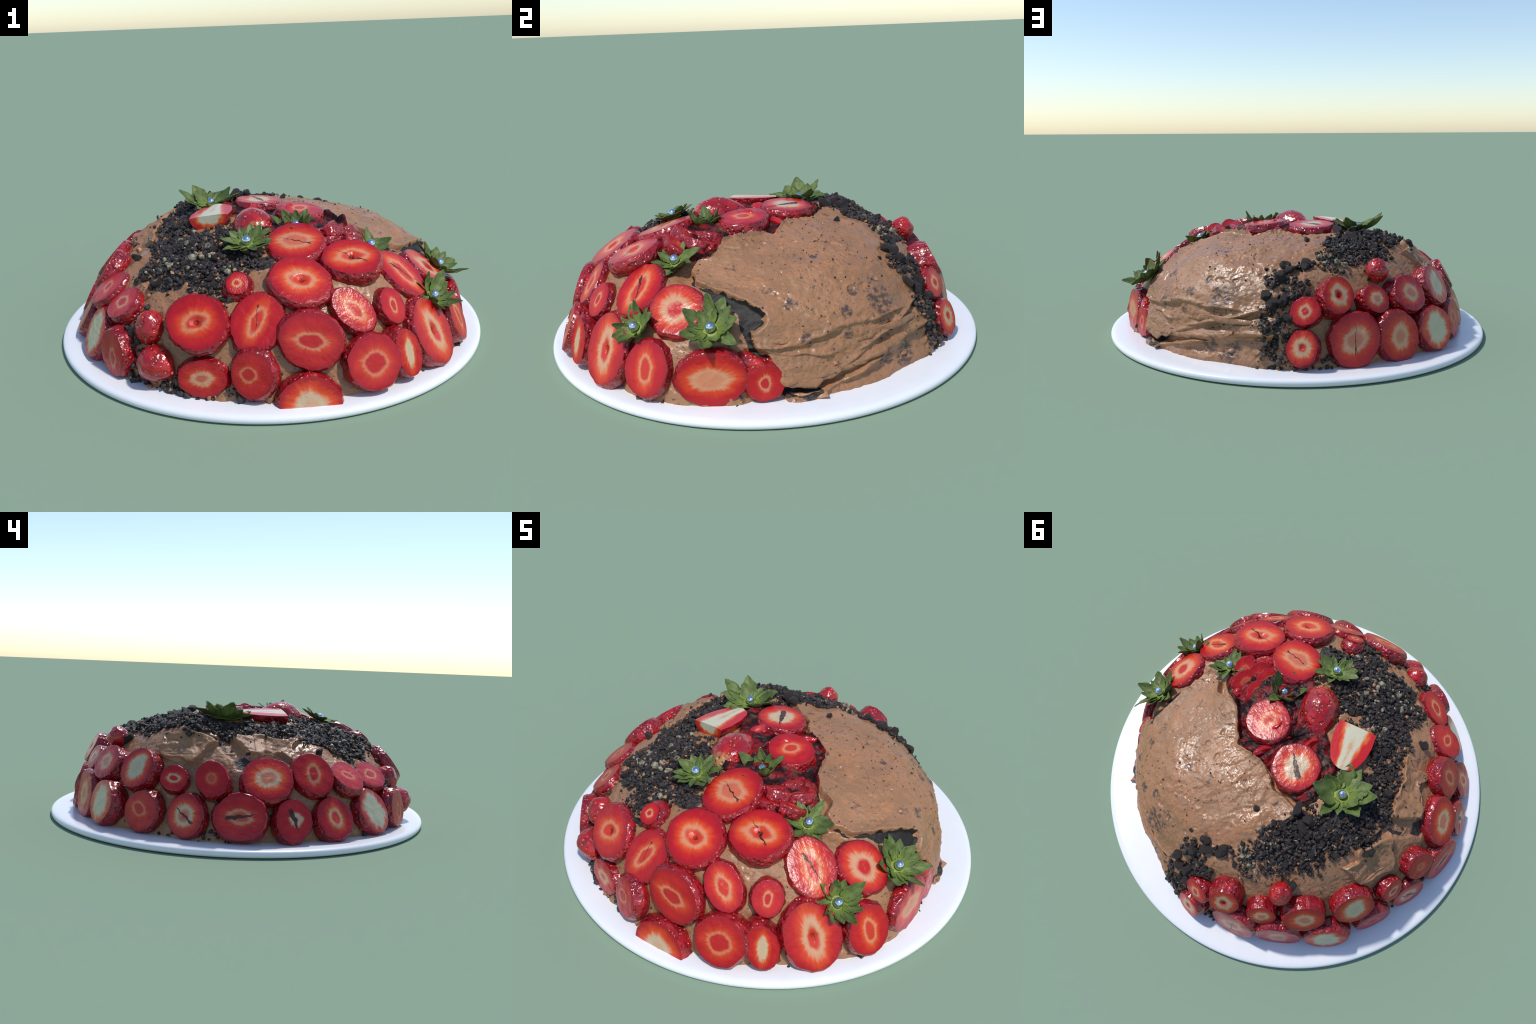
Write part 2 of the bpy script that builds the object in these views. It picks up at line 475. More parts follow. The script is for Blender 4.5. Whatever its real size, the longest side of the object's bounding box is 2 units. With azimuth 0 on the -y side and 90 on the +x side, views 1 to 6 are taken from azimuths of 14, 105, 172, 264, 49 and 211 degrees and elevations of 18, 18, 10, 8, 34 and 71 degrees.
# crown between the top berries: the scan's black pits, painted red-black
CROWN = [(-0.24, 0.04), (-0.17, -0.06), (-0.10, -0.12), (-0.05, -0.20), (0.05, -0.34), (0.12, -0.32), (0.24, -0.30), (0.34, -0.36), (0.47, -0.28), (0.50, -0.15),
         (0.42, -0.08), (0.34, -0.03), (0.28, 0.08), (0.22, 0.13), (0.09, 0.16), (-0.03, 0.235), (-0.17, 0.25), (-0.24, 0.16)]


# broad rises and dips of the dome: x, y, radius, height
SWELLS = [(0.57, 0.0, 0.15, -0.046), (0.40, 0.22, 0.24, -0.015), (-0.40, -0.40, 0.13, -0.030), (-0.63, -0.30, 0.10, -0.030), (-0.51, -0.46, 0.10, -0.026),
          (-0.38, -0.58, 0.10, -0.028), (-0.24, -0.67, 0.09, -0.022), (-0.66, -0.14, 0.09, -0.022), (-0.40, 0.28, 0.15, 0.036), (-0.26, 0.36, 0.12, 0.020),
          (-0.10, 0.48, 0.13, 0.008), (0.58, -0.72, 0.12, 0.014), (-0.30, 0.12, 0.12, 0.010), (0.04, -0.67, 0.10, -0.018), (0.60, -0.17, 0.10, -0.014), (0.53, -0.25, 0.10, -0.028),
          (-0.56, -0.20, 0.11, -0.024), (-0.38, 0.25, 0.14, 0.020), (-0.16, 0.52, 0.12, 0.016), (0.33, 0.05, 0.11, -0.012), (0.08, 0.68, 0.10, 0.012), (-0.28, 0.0, 0.10, 0.010), (0.45, 0.33, 0.19, -0.006), (0.18, 0.50, 0.14, -0.010), (0.0, 0.27, 0.14, -0.016), (0.25, 0.14, 0.14, -0.012), (0.62, 0.16, 0.09, -0.012)]
# the same, for the wall near the plate only
FOOT_SWELLS = [(0.84, -0.22, 0.16, 0.022), (-0.82, 0.15, 0.22, 0.020), (-0.55, 0.68, 0.18, 0.018), (-0.80, -0.30, 0.15, 0.014), (0.22, 0.80, 0.10, 0.026), (0.30, 0.79, 0.08, 0.008), (0.50, 0.70, 0.12, -0.014), (0.85, -0.09, 0.10, 0.014), (-0.40, -0.74, 0.09, 0.018)]


def polygon_distance(p, poly):
    """Signed distance, positive inside."""
    x, y = p[:, 0], p[:, 1]
    inside = np.zeros(len(p), bool)
    best = np.full(len(p), 9.0)
    n = len(poly)
    for i in range(n):
        ax, ay = poly[i]
        bx, by = poly[(i + 1) % n]
        dx, dy = bx - ax, by - ay
        t = np.clip(((x - ax) * dx + (y - ay) * dy) / (dx * dx + dy * dy), 0, 1)
        best = np.minimum(best, np.hypot(x - ax - t * dx, y - ay - t * dy))
        cross = (ay > y) != (by > y)
        xi = ax + (y - ay) * dx / (dy if abs(dy) > 1e-9 else 1e-9)
        inside ^= cross & (x < xi)
    return np.where(inside, best, -best)


def line_distance(p, line):
    best = np.full(len(p), 9.0)
    for (ax, ay), (bx, by) in zip(line[:-1], line[1:]):
        dx, dy = bx - ax, by - ay
        t = np.clip(((p[:, 0] - ax) * dx + (p[:, 1] - ay) * dy) / (dx * dx + dy * dy), 0, 1)
        best = np.minimum(best, np.hypot(p[:, 0] - ax - t * dx, p[:, 1] - ay - t * dy))
    return best


def dome_profile(samples):
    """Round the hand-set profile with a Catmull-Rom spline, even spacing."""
    pts = [Vector((r, z)) for r, z in PROFILE]
    pts = [pts[0] * 2 - pts[1]] + pts + [Vector((-pts[-2].x, pts[-2].y))]
    fine = []
    for i in range(1, len(pts) - 2):
        a, b, c, d = pts[i - 1 : i + 3]
        for k in range(40):
            t = k / 40
            fine.append(0.5 * ((2 * b) + (c - a) * t + (2 * a - 5 * b + 4 * c - d) * t * t + (3 * b - a - 3 * c + d) * t ** 3))
    fine.append(pts[-2])
    f = np.array([tuple(q) for q in fine])
    s = np.concatenate([[0], np.cumsum(np.hypot(*np.diff(f, axis=0).T))])
    u = np.linspace(0, s[-1], samples)
    q = np.stack([np.interp(u, s, f[:, 0]), np.interp(u, s, f[:, 1])], 1)
    t = np.gradient(q, axis=0)
    t /= np.linalg.norm(t, axis=1)[:, None]
    return q, np.stack([t[:, 1], -t[:, 0]], 1)


def build_frosting():
    rows, cols = 400, 1200
    q, nrm = dome_profile(rows)
    q[-1, 0] = 0.0008
    th = np.linspace(0, 2 * np.pi, cols, endpoint=False)
    ct, st = np.cos(th), np.sin(th)
    R, Z = np.repeat(q[:, 0], cols), np.repeat(q[:, 1], cols)
    C, S = np.tile(ct, rows), np.tile(st, rows)
    NR, NZ = np.repeat(nrm[:, 0], cols), np.repeat(nrm[:, 1], cols)
    P = np.stack([R * C + CENTRE[0], R * S + CENTRE[1], Z], 1)
    N = np.stack([NR * C, NR * S, NZ], 1)
    A = np.degrees(np.arctan2(S, C))
    wob = np.stack([noise(P, 14, 2, 3), noise(P, 14, 2, 4), 0 * Z], 1) * 0.016
    PX = P + wob

    slab_d = polygon_distance(PX, SLAB)
    edge = line_distance(PX, SLAB_EDGE)
    slab = smooth(-0.006, 0.010, slab_d)
    # the slab only ends in a step along its edge line; elsewhere it fades out
    soft = smooth(-0.10, 0.10, slab_d)
    near = smooth(0.16, 0.06, edge)
    slab = slab * near + soft * (1 - near)
    berry_side = smooth(0.50, 0.40, Z)
    d = -(0.026 - 0.018 * berry_side) * (1 - slab)
    d -= 0.014 * (1 - slab) * near * smooth(0.085, 0.03, edge)
    d += 0.010 * slab * smooth(0.09, 0.02, edge) * smooth(0.60, 0.70, R)
    jag = smooth(-0.012, 0.004, slab_d + 0.012 * np.abs(noise(P, 20, 2, 79)))
    d += 0.006 * jag * smooth(0.03, 0.0, edge)
    for x, y, r, amp in SWELLS:
        d += amp * np.exp(-((P[:, 0] - x) ** 2 + (P[:, 1] - y) ** 2) / (r * r))
    for x, y, r, amp in FOOT_SWELLS:
        d += amp * np.exp(-((P[:, 0] - x) ** 2 + (P[:, 1] - y) ** 2) / (r * r)) * smooth(0.30, 0.20, Z)
    # smeared, knife-dragged surface
    along = np.stack([A * 0.035, Z * 9 + 0.02 * A, R * 3], 1)
    d += 0.006 * noise(P, 6, 2, 21)
    d += 0.0065 * noise(along, 2.2, 3, 22) * smooth(0.02, 0.2, Z)
    drag = np.stack([P[:, 0] * 5 + P[:, 1] * 3, P[:, 1] * 22 - P[:, 0] * 16, Z * 24], 1)
    d += 0.0030 * noise(drag, 1.0, 3, 25) * slab
    lump = smooth(0.1, 0.5, noise(P, 5, 1, 31))
    d += 0.0045 * noise(P, 32, 2, 23) * (0.35 + 0.65 * lump)
    d += 0.0018 * noise(P, 75, 2, 24)
    # small pits left by crumbs
    pit = noise(P, 26, 1, 41)
    d -= 0.006 * smooth(0.62, 0.85, pit) * slab

    # bare side of the slab: overhanging lower edge, folds and foot
    side = smooth(10, 16, A) * smooth(80, 74, A)
    d -= 0.012 * side * smooth(0.31, 0.20, Z) * smooth(58, 38, A)
    wave = 0.020 * noise(along, 1.4, 3, 51) + 0.006 * noise(P, 16, 2, 57)
    low = np.interp(A, [8, 20, 32, 45, 60, 75, 84], [0.09, 0.085, 0.105, 0.125, 0.145, 0.16, 0.165]) + wave
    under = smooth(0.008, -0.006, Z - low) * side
    cave = smooth(12, 20, A) * smooth(42, 28, A)
    d -= under * (0.020 + 0.045 * cave * smooth(0.040, 0.075, Z) - 0.010 * smooth(0.09, 0.04, Z))
    d += 0.012 * side * np.exp(-((Z - low - 0.016) / 0.014) ** 2) * (0.4 + 0.6 * smooth(-0.3, 0.3, noise(along, 2.5, 1, 52)))

    def crease(line, height, width, where):
        """A fold of frosting: rounded lip above, sharp drop below."""
        k = Z - line
        return where * height * (np.exp(-((k - 0.6 * width) / width) ** 2) - 1.2 * smooth(0.25 * width, -0.25 * width, k) * smooth(-5 * width, -0.8 * width, k))

    patchy = 0.35 + 0.65 * smooth(-0.25, 0.35, noise(along, 3.1, 2, 53))
    d += side * patchy * crease(np.interp(A, [8, 20, 40, 60, 78], [0.245, 0.235, 0.262, 0.275, 0.25]) + 1.4 * wave, 0.010, 0.012, smooth(70, 58, A))
    d += side * patchy * crease(0.135 + (A - 38) * 0.0042 + wave, 0.010, 0.010, smooth(36, 44, A))
    d += side * patchy[::-1] * crease(0.17 + (A - 42) * 0.0030 - wave, 0.007, 0.009, smooth(40, 50, A))
    d += side * crease(0.20 - (A - 30) * 0.0016 + 1.6 * wave, 0.007, 0.012, smooth(50, 36, A) * patchy)
    diag = Z - (0.028 + (A - 24) * 0.0036 + 0.6 * wave)
    d += 0.026 * side * np.exp(-(diag / 0.011) ** 2) * smooth(low + 0.004, low - 0.012, Z)
    d += 0.005 * side * noise(np.stack([C * 5, S * 5, Z * 16], 1), 1.3, 2, 54)

    # broken frosting plates and the hollow on the far side
    for i, f in enumerate(FLAKES):
        fd = polygon_distance(PX + 2.2 * wob, f) + 0.02 * noise(P, 7, 2, 90 + i)
        inside = smooth(-0.003, 0.006, fd)
        d += inside * (0.008 + 0.016 * smooth(0.06, 0.0, fd) + 0.010 * noise(P, 11, 2, 95 + i))
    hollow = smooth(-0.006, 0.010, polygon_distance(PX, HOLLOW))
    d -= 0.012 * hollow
    dark_patch = np.zeros(len(P))
    for t in DARK_PATCHES:
        dark_patch = np.maximum(dark_patch, smooth(-0.008, 0.008, polygon_distance(PX, t)))
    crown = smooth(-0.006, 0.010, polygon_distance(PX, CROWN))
    edge_shade = smooth(-0.004, 0.008, polygon_distance(PX + 0.6 * wob, EDGE_SHADE) + 0.006 * noise(P, 34, 2, 78)) * smooth(0.05, 0.09, Z)
    dark_patch = np.maximum(dark_patch, edge_shade)
    d += 0.006 * (dark_patch - edge_shade) + crown * (0.022 + 0.022 * noise(P, 17, 3, 80)) + 0.004 * edge_shade
    # ragged foot where the frosting meets the plate
    ragged = smooth(0.12, 0.03, Z)
    d += ragged * (0.014 + 0.022 * noise(np.stack([C * 9, S * 9, Z * 10], 1), 1.0, 3, 61)) * (1 - 0.5 * side)

    crumbs = np.maximum.reduce([polygon_distance(PX, g) for g in (CRUMB_TOP, CRUMB_BACK, CRUMB_SIDE)])
    crumbs = np.where((Z < 0.2) & (A < 60), -1, crumbs)
    mask = 0.9 * smooth(-0.03, 0.08, crumbs) + 0.75 * noise(P, 24, 3, 71) * (crumbs > -0.06)
    bed = smooth(0.25, 0.8, mask)
    lumps = 1 - np.abs(noise(P, 26, 2, 75)) * 1.6
    d += bed * (0.010 * lumps + 0.007 * (1 - 1.8 * np.abs(noise(P, 52, 2, 76))) - 0.012)
    V = P + N * d[:, None]
    V[:, 2] = np.maximum(V[:, 2], PLATE_TOP - 0.004)
    V[:cols, 2] = PLATE_TOP - 0.004
    faces = grid_faces(rows, cols)
    top = len(V)
    V = np.vstack([V, V[-cols:].mean(0)])
    faces += [((rows - 1) * cols + c, (rows - 1) * cols + (c + 1) % cols, top) for c in range(cols)]

    dark = np.maximum.reduce([mask, dark_patch, hollow * (noise(P, 14, 2, 72) > 0.02), 1.2 * under * smooth(16, 22, A) * smooth(38, 27, A + 9 * noise(P, 13, 2, 73)) * (Z > 0.042 + 0.012 * noise(P, 18, 2, 74))])  # besides crumbs, shade painted into dark patches, hollow and cave
    slots = np.zeros(len(faces), int)
    edge_shade_cell = edge_shade.reshape(rows, cols)[:-1].ravel() > 0.5
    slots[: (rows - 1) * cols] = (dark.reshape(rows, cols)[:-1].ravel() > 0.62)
    slots[: (rows - 1) * cols][edge_shade_cell] = 3
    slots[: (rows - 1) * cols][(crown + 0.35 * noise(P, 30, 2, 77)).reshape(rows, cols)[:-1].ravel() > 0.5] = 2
    me = make_mesh("frosting", V, faces, [M["frosting"], M["bed_and_shade"], M["scan_hole"], M["shade"]], slots)
    o = add("frosting", me, cake)
    return o, V[:-1], crumbs, (rows, cols)


frosting, FV, FCRUMB, FSHAPE = build_frosting()
FNORM = np.empty(len(frosting.data.vertices) * 3)
frosting.data.vertex_normals.foreach_get("vector", FNORM)
FNORM = FNORM.reshape(-1, 3)
BVH = BVHTree.FromPolygons([tuple(v) for v in FV], grid_faces(*FSHAPE))


def frame(normal, turn=0.0):
    """Rotation whose z is the normal, x points to the viewer's right."""
    n = Vector(normal).normalized()
    t = Vector((0, 0, 1)).cross(n)
    t = t.normalized() if t.length > 1e-4 else Vector((1, 0, 0))
    b = n.cross(t)
    c, s = math.cos(turn), math.sin(turn)
    x, y = t * c + b * s, b * c - t * s
    return Matrix((x, y, n)).transposed()


def towards(az, el):
    a, e = math.radians(az), math.radians(el)
    return Vector((math.cos(e) * math.cos(a), math.cos(e) * math.sin(a), math.sin(e)))


# ------------------------------------------------- torn flaps of frosting
def frosting_flap(path, width, droop, seed):
    """Thin smeared sheet along a path, ragged on its lower edge."""
    pts = [Vector(p) for p in path]
    n, m = 40, 9
    V = []
    for i in range(n):
        t = i / (n - 1) * (len(pts) - 1)
        k = min(int(t), len(pts) - 2)
        p = pts[k].lerp(pts[k + 1], t - k)
        out = Vector((p.x - CENTRE[0], p.y - CENTRE[1], 0)).normalized()
        for j in range(m):
            u = j / (m - 1)
            V.append(p + out * (droop * math.sin(u * 1.6)) - Vector((0, 0, width * u * math.sin(math.pi * min(max(i / (n - 1), 0.04), 0.96)) ** 0.5)))
    V = np.array([tuple(v) for v in V])
    u = np.tile(np.linspace(0, 1, m), n)
    V[:, 2] += 0.35 * width * u * noise(V, 17, 3, seed)
    V[:, :2] += 0.010 * np.stack([noise(V, 24, 2, seed + 1), noise(V, 24, 2, seed + 2)], 1)
    V[:, 2] = np.maximum(V[:, 2], PLATE_TOP)
    me = make_mesh("frosting_flap", V, grid_faces(n, m, wrap=False), [M["frosting"]])
    o = add("frosting_flap", me, cake)
    mod = o.modifiers.new("Solidify", "SOLIDIFY")
    mod.thickness, mod.offset = 0.009, 0.0
    return o


def on_side(az, z, proud):
    d = Vector((math.cos(math.radians(az)), math.sin(math.radians(az)), 0))
    h = BVH.ray_cast(Vector((CENTRE[0], CENTRE[1], z)) + d * 1.5, -d, 1.4)
    return Vector(h[0]) + d * proud if h[0] else Vector((CENTRE[0], CENTRE[1], z)) + d * 0.8


for seed, spec, width, droop in ((1, ((17, 0.155), (22, 0.140), (30, 0.130), (38, 0.135)), 0.055, 0.012), (2, ((36, 0.150), (46, 0.145), (55, 0.165), (62, 0.175)), 0.035, 0.010),
                                 (3, ((44, 0.215), (52, 0.235), (60, 0.235), (68, 0.225)), 0.030, 0.008), (4, ((14, 0.270), (22, 0.262), (33, 0.275), (42, 0.285)), 0.022, 0.008),
                                 (5, ((20, 0.058), (24, 0.052), (28, 0.050), (33, 0.055)), 0.025, 0.020), (6, ((172, 0.395), (164, 0.40), (155, 0.395), (146, 0.385)), 0.050, 0.012),
                                 (7, ((-172, 0.40), (-179, 0.405), (176, 0.395)), 0.055, 0.010), (8, ((60, 0.095), (66, 0.10), (72, 0.11)), 0.035, 0.010)):
    frosting_flap([on_side(a, z, -0.004) for a, z in spec], width, droop, seed)


# ------------------------------------------------------ strawberry slices
COUNT = [0]
KEEP = []           # places where no crumb may lie


def slice_of_strawberry(at, facing, size, turn, ring=0.45, white=0.15, core=0.0, heart=0.55, aspect=1.2, angle=0, shift=(0, 0),
                        strength=1.0, glow=0.8, hole=0.0, split=0.0, split_angle=0, depth=None, bulge=1.11, back=0.98):
    COUNT[0] += 1
    k = COUNT[0]
    n = towards(*facing)
    a, b = size
    rot = frame(n, math.radians(turn))
    at = Vector(at)
    if depth is None:
        hit = BVH.ray_cast(at + n * 0.002, -n, 0.4)
        depth = min(max((hit[3] if hit[0] else 0.07) + 0.030, 0.06), 0.14)
    seg = 112
    ph = np.linspace(0, 2 * np.pi, seg, endpoint=False)
    ring_p = np.stack([np.cos(ph), np.sin(ph), 0 * ph + k * 3.7], 1)
    out = 1 + 0.055 * noise(ring_p, 1.3, 2, k) + 0.028 * noise(ring_p, 5, 2, k + 50)
    cx, sy = np.cos(ph) * a * out, np.sin(ph) * b * out

    def clip(v):
        """Slices stand on the plate: nothing passes through it."""
        w = v @ np.array(rot).T + np.array(at)
        low = w[:, 2] < PLATE_TOP + 0.001
        w[low, 2] = PLATE_TOP + 0.001
        return (w - np.array(at)) @ np.array(rot)

    # skin: rounded rim, swollen side, tapering back
    rim = np.stack([cx, sy, 0 * cx], 1)
    rows = [rim]
    fall = [(0.0, 1.0), (0.03, 1.018), (0.09, 1.032)]
    for h in np.linspace(0.16, 0.92, 11):
        fall.append((h, 1.03 + (bulge - 1.03) * math.sin(min(h / 0.5, 1) * math.pi / 2) + (back - bulge) * max(0, (h - 0.5) / 0.5) ** 2))
    fall += [(0.97, back * 0.93), (1.0, back * 0.80), (1.0, 0.4)]
    for h, s in fall[1:]:
        v = np.stack([cx * s, sy * s, 0 * cx - h * depth], 1)
        bump = 0.0042 * noise(v + k, 55, 2, k) + 0.003 * noise(v + k, 26, 1, k + 9)
        w = min(1.0, h / 0.06)
        v[:, :2] += (np.stack([np.cos(ph), np.sin(ph)], 1)) * (bump * w)[:, None]
        rows.append(v)
    sv = clip(np.vstack(rows))
    sf = [f[::-1] for f in grid_faces(len(rows), seg)]
    sf.append(tuple((len(rows) - 1) * seg + j for j in range(seg))[::-1])
    me = make_mesh("strawberry_slice", sv, sf, [M["skin"]])
    mat = Matrix.Translation(at) @ rot.to_4x4()
    o = add("strawberry_slice", me, cake, mat)
    KEEP.append((mat, a, b))
    # cut face: border shared with the skin, gently uneven
    fr = [rim]
    for s in (0.965, 0.9, 0.8, 0.68, 0.55, 0.42, 0.30, 0.19, 0.09):
        v = np.stack([cx * s, sy * s, 0 * cx], 1)
        v[:, 2] += 0.0030 * (1 - s) ** 0.5 + 0.0022 * noise(v + k, 30, 2, k) * min(1, (1 - s) * 6)
        if hole:
            rr = np.hypot(v[:, 0] / a - shift[0], v[:, 1] / b - shift[1]) + 0.05 * noise(v + k, 40, 2, k)
            v[:, 2] -= 0.012 * hole * smooth(0.22, 0.10, rr)
        fr.append(v)
    fv = clip(np.vstack(fr + [fr[-1].mean(0)[None]]))
    ff = grid_faces(len(fr), seg)
    c0 = (len(fr) - 1) * seg
    ff += [(c0 + j, c0 + (j + 1) % seg, len(fv) - 1) for j in range(seg)]
    fm = make_mesh("cut_face", fv, ff, [M["flesh"]])
    f = add("cut_face", fm, o)
    ang = math.radians(angle - turn)
    for key, val in dict(rim_x=a, rim_y=b, ring=ring, white=white, core=core, heart=heart, aspect=aspect, angle=ang, strength=strength,
                         glow=glow, hole=hole, split=split, split_angle=math.radians(split_angle - turn), seed=k * 1.37).items():
        f[key] = float(val)
    c, s = math.cos(math.radians(-turn)), math.sin(math.radians(-turn))
    f["shift_x"], f["shift_y"] = float(shift[0] * c - shift[1] * s), float(shift[0] * s + shift[1] * c)
    return o


S = slice_of_strawberry
# front
S(at=(-0.109, -0.809, 0.316), facing=(-92, 38), size=(0.122, 0.107), turn=-15, ring=0.46, aspect=1.35, angle=28, white=0.05, hole=1, heart=0.58)
S(at=(0.123, -0.777, 0.320), facing=(-83, 37), size=(0.117, 0.099), turn=66, ring=0.52, aspect=1.9, angle=68, white=0.1, heart=0.62, split=0.012, split_angle=-90)
S(at=(0.269, -0.632, 0.444), facing=(-65, 59), size=(0.120, 0.113), turn=-46, ring=0.48, aspect=1.25, angle=-10, hole=1, heart=0.58, glow=1)
S(at=(0.208, -0.399, 0.528), facing=(-94, 72), size=(0.130, 0.117), turn=-62, ring=0.55, aspect=1.25, angle=10, white=0.2, core=0.5, heart=0.6, split=0.03, split_angle=170)
S(at=(0.447, -0.445, 0.485), facing=(-70, 70), size=(0.119, 0.112), turn=18, ring=0.55, aspect=1.45, angle=8, hole=1, heart=0.58, glow=1, split=0.03, split_angle=140)
S(at=(0.646, -0.337, 0.388), facing=(-23, 51), size=(0.119, 0.098), turn=-89, ring=0.62, aspect=1.7, angle=95, white=0.15, heart=0.62, split=0.05, split_angle=-60)
S(at=(0.743, -0.143, 0.352), facing=(0, 52), size=(0.114, 0.105), turn=-58, ring=0.55, aspect=1.0, white=0.3, heart=0.42, glow=0.6)
S(at=(0.478, -0.645, 0.337), facing=(-54, 39), size=(0.100, 0.074), turn=-56, ring=0.55, aspect=1.5, angle=-60, white=0.15, heart=0.6)
S(at=(0.620, -0.540, 0.318), facing=(-36, 32), size=(0.073, 0.063), turn=89, ring=0.42, aspect=1.5, angle=75, heart=0.6, glow=0.4)
S(at=(0.332, -0.788, 0.259), facing=(-75, 17), size=(0.122, 0.106), turn=-19, ring=0.50, aspect=1.8, angle=-8, heart=0.68, glow=0.5)
S(at=(0.566, -0.732, 0.160), facing=(-63, 22), size=(0.109, 0.105), turn=20, ring=0.44, aspect=1.05, heart=0.72, glow=0.5, white=0.05)
S(at=(0.782, -0.439, 0.178), facing=(-29, 26), size=(0.143, 0.117), turn=-72, ring=0.60, aspect=1.7, angle=100, white=0.35, heart=0.45, hole=0.7)
S(at=(0.124, -0.890, 0.151), facing=(-96, 13), size=(0.089, 0.082), turn=-75, bulge=1.2, ring=0.36, aspect=1.1, shift=(-0.15, 0), heart=0.7, glow=0.3, white=0)
S(at=(-0.075, -0.879, 0.114), facing=(-94, 11), size=(0.102, 0.073), turn=6, bulge=1.22, depth=0.13, ring=0.46, aspect=1.2, angle=15, white=0.3, core=0.4, heart=0.4, glow=0.4)
S(at=(0.345, -0.875, 0.035), facing=(-72, 14), size=(0.118, 0.110), turn=-24, ring=0.56, aspect=1.0, white=0.7, core=0.8, heart=0.4, glow=1, shift=(0, -0.1))
S(at=(0.690, -0.618, 0.156), facing=(-38, 16), size=(0.101, 0.066), turn=-77, ring=0.55, aspect=1.8, angle=80, white=0.7, core=1, heart=0.5)
S(at=(0.028, -0.688, 0.437), facing=(-80, 48), size=(0.047, 0.044), turn=88, ring=0.42, aspect=1.1, heart=0.5, bulge=1.55, back=1.15, glow=0.3, depth=0.11)
# left
S(at=(-0.499, -0.607, 0.297), facing=(-141, 51), size=(0.097, 0.079), turn=16, ring=0.44, aspect=1.2, angle=10, white=0.2, heart=0.6, depth=0.11, glow=0.4)
S(at=(-0.625, -0.466, 0.307), facing=(-143, 53), size=(0.094, 0.084), turn=57, ring=0.44, aspect=1.8, angle=-40, white=0.1, heart=0.62, glow=0.3)
S(at=(-0.646, -0.598, 0.146), facing=(-140, 27), size=(0.108, 0.097), turn=-73, ring=0.74, aspect=1.15, angle=100, white=1, core=1, heart=0.3, glow=0.5)
S(at=(-0.495, -0.759, 0.130), facing=(-125, 7), size=(0.096, 0.082), turn=-66, ring=0.40, aspect=1.5, angle=95, heart=0.7, glow=0.3, shift=(0.05, -0.15))
S(at=(-0.793, -0.384, 0.138), facing=(-158, 31), size=(0.098, 0.092), turn=85, ring=0.46, aspect=1.3, angle=100, white=0.4, heart=0.5, glow=0.9)
# right
S(at=(0.884, -0.225, 0.159), facing=(-11, 23), size=(0.107, 0.093), turn=-85, ring=0.52, aspect=1.7, angle=95, heart=0.62)
S(at=(0.881, 0.034, 0.137), facing=(13, 7), size=(0.134, 0.105), turn=5, ring=0.56, aspect=1.45, angle=0, white=0.25, core=0.9, heart=0.6, glow=0.7)
S(at=(0.826, 0.227, 0.114), facing=(21, 6), size=(0.075, 0.073), turn=-28, ring=0.42, aspect=1.4, angle=85, heart=0.6, glow=0.3)
# back
S(at=(0.097, 0.807, 0.282), facing=(69, 26), size=(0.068, 0.063), turn=26, ring=0.46, aspect=1.2, angle=90, white=0.3, heart=0.45, glow=0.5)
S(at=(0.123, 0.871, 0.136), facing=(69, 20), size=(0.078, 0.068), turn=77, ring=0.55, aspect=1.05, angle=60, white=0.5, heart=0.35, hole=0.3)
S(at=(-0.056, 0.794, 0.346), facing=(104, 27), size=(0.086, 0.072), turn=73, ring=0.56, aspect=1.1, angle=110, white=0.5, heart=0.4, hole=0.9, depth=0.14, bulge=1.16)
S(at=(-0.119, 0.850, 0.155), facing=(90, 14), size=(0.119, 0.109), turn=60, ring=0.52, aspect=1.25, angle=35, white=0.35, core=0.6, heart=0.55, glow=0.6, split=0.02, split_angle=90)
S(at=(-0.237, 0.758, 0.314), facing=(114, 27), size=(0.068, 0.064), turn=-36, ring=0.52, aspect=1.2, angle=20, white=0.5, core=0.5, heart=0.45, depth=0.13, bulge=1.14)
S(at=(-0.341, 0.792, 0.143), facing=(114, 9), size=(0.116, 0.106), turn=-60, ring=0.50, aspect=1.2, angle=70, white=0.4, core=0.6, heart=0.45, glow=0.7)
S(at=(-0.423, 0.676, 0.316), facing=(124, 29), size=(0.097, 0.087), turn=-8, ring=0.48, aspect=1.05, white=0.45, core=0.5, heart=0.45, depth=0.13, bulge=1.12)
S(at=(-0.553, 0.687, 0.145), facing=(121, 15), size=(0.107, 0.100), turn=-3, ring=0.68, aspect=1.2, angle=85, white=1, core=1, heart=0.4, glow=0.9)
S(at=(-0.605, 0.519, 0.317), facing=(137, 27), size=(0.098, 0.094), turn=-54, ring=0.62, aspect=1.3, angle=65, white=0.95, core=0.9, heart=0.45, glow=1)
# far side
S(at=(-0.713, 0.493, 0.136), facing=(143, 10), size=(0.092, 0.090), turn=55, ring=0.44, aspect=1.5, angle=-20, heart=0.7, glow=0.4, white=0, shift=(-0.1, 0.1))
S(at=(-0.725, 0.345, 0.291), facing=(167, 28), size=(0.063, 0.059), turn=-32, ring=0.50, aspect=1.5, angle=0, white=0.5, heart=0.5, glow=0.5)
S(at=(-0.788, 0.180, 0.303), facing=(162, 29), size=(0.084, 0.073), turn=-55, ring=0.30, aspect=1.0, white=0.0, heart=0.6, glow=0.4, strength=0.55)
S(at=(-0.787, -0.071, 0.309), facing=(-174, 40), size=(0.115, 0.107), turn=35, ring=0.52, aspect=1.3, angle=5, white=0.7, core=0.35, heart=0.55, glow=1)
S(at=(-0.718, -0.285, 0.325), facing=(-167, 34), size=(0.103, 0.096), turn=-72, ring=0.46, aspect=1.4, angle=80, white=0.1, heart=0.6, glow=0.5)
S(at=(-0.807, 0.295, 0.138), facing=(150, 16), size=(0.098, 0.088), turn=-67, ring=0.52, aspect=1.1, angle=30, white=0.7, core=0.4, heart=0.5, glow=0.8, hole=0.4, split=0.07, split_angle=150)
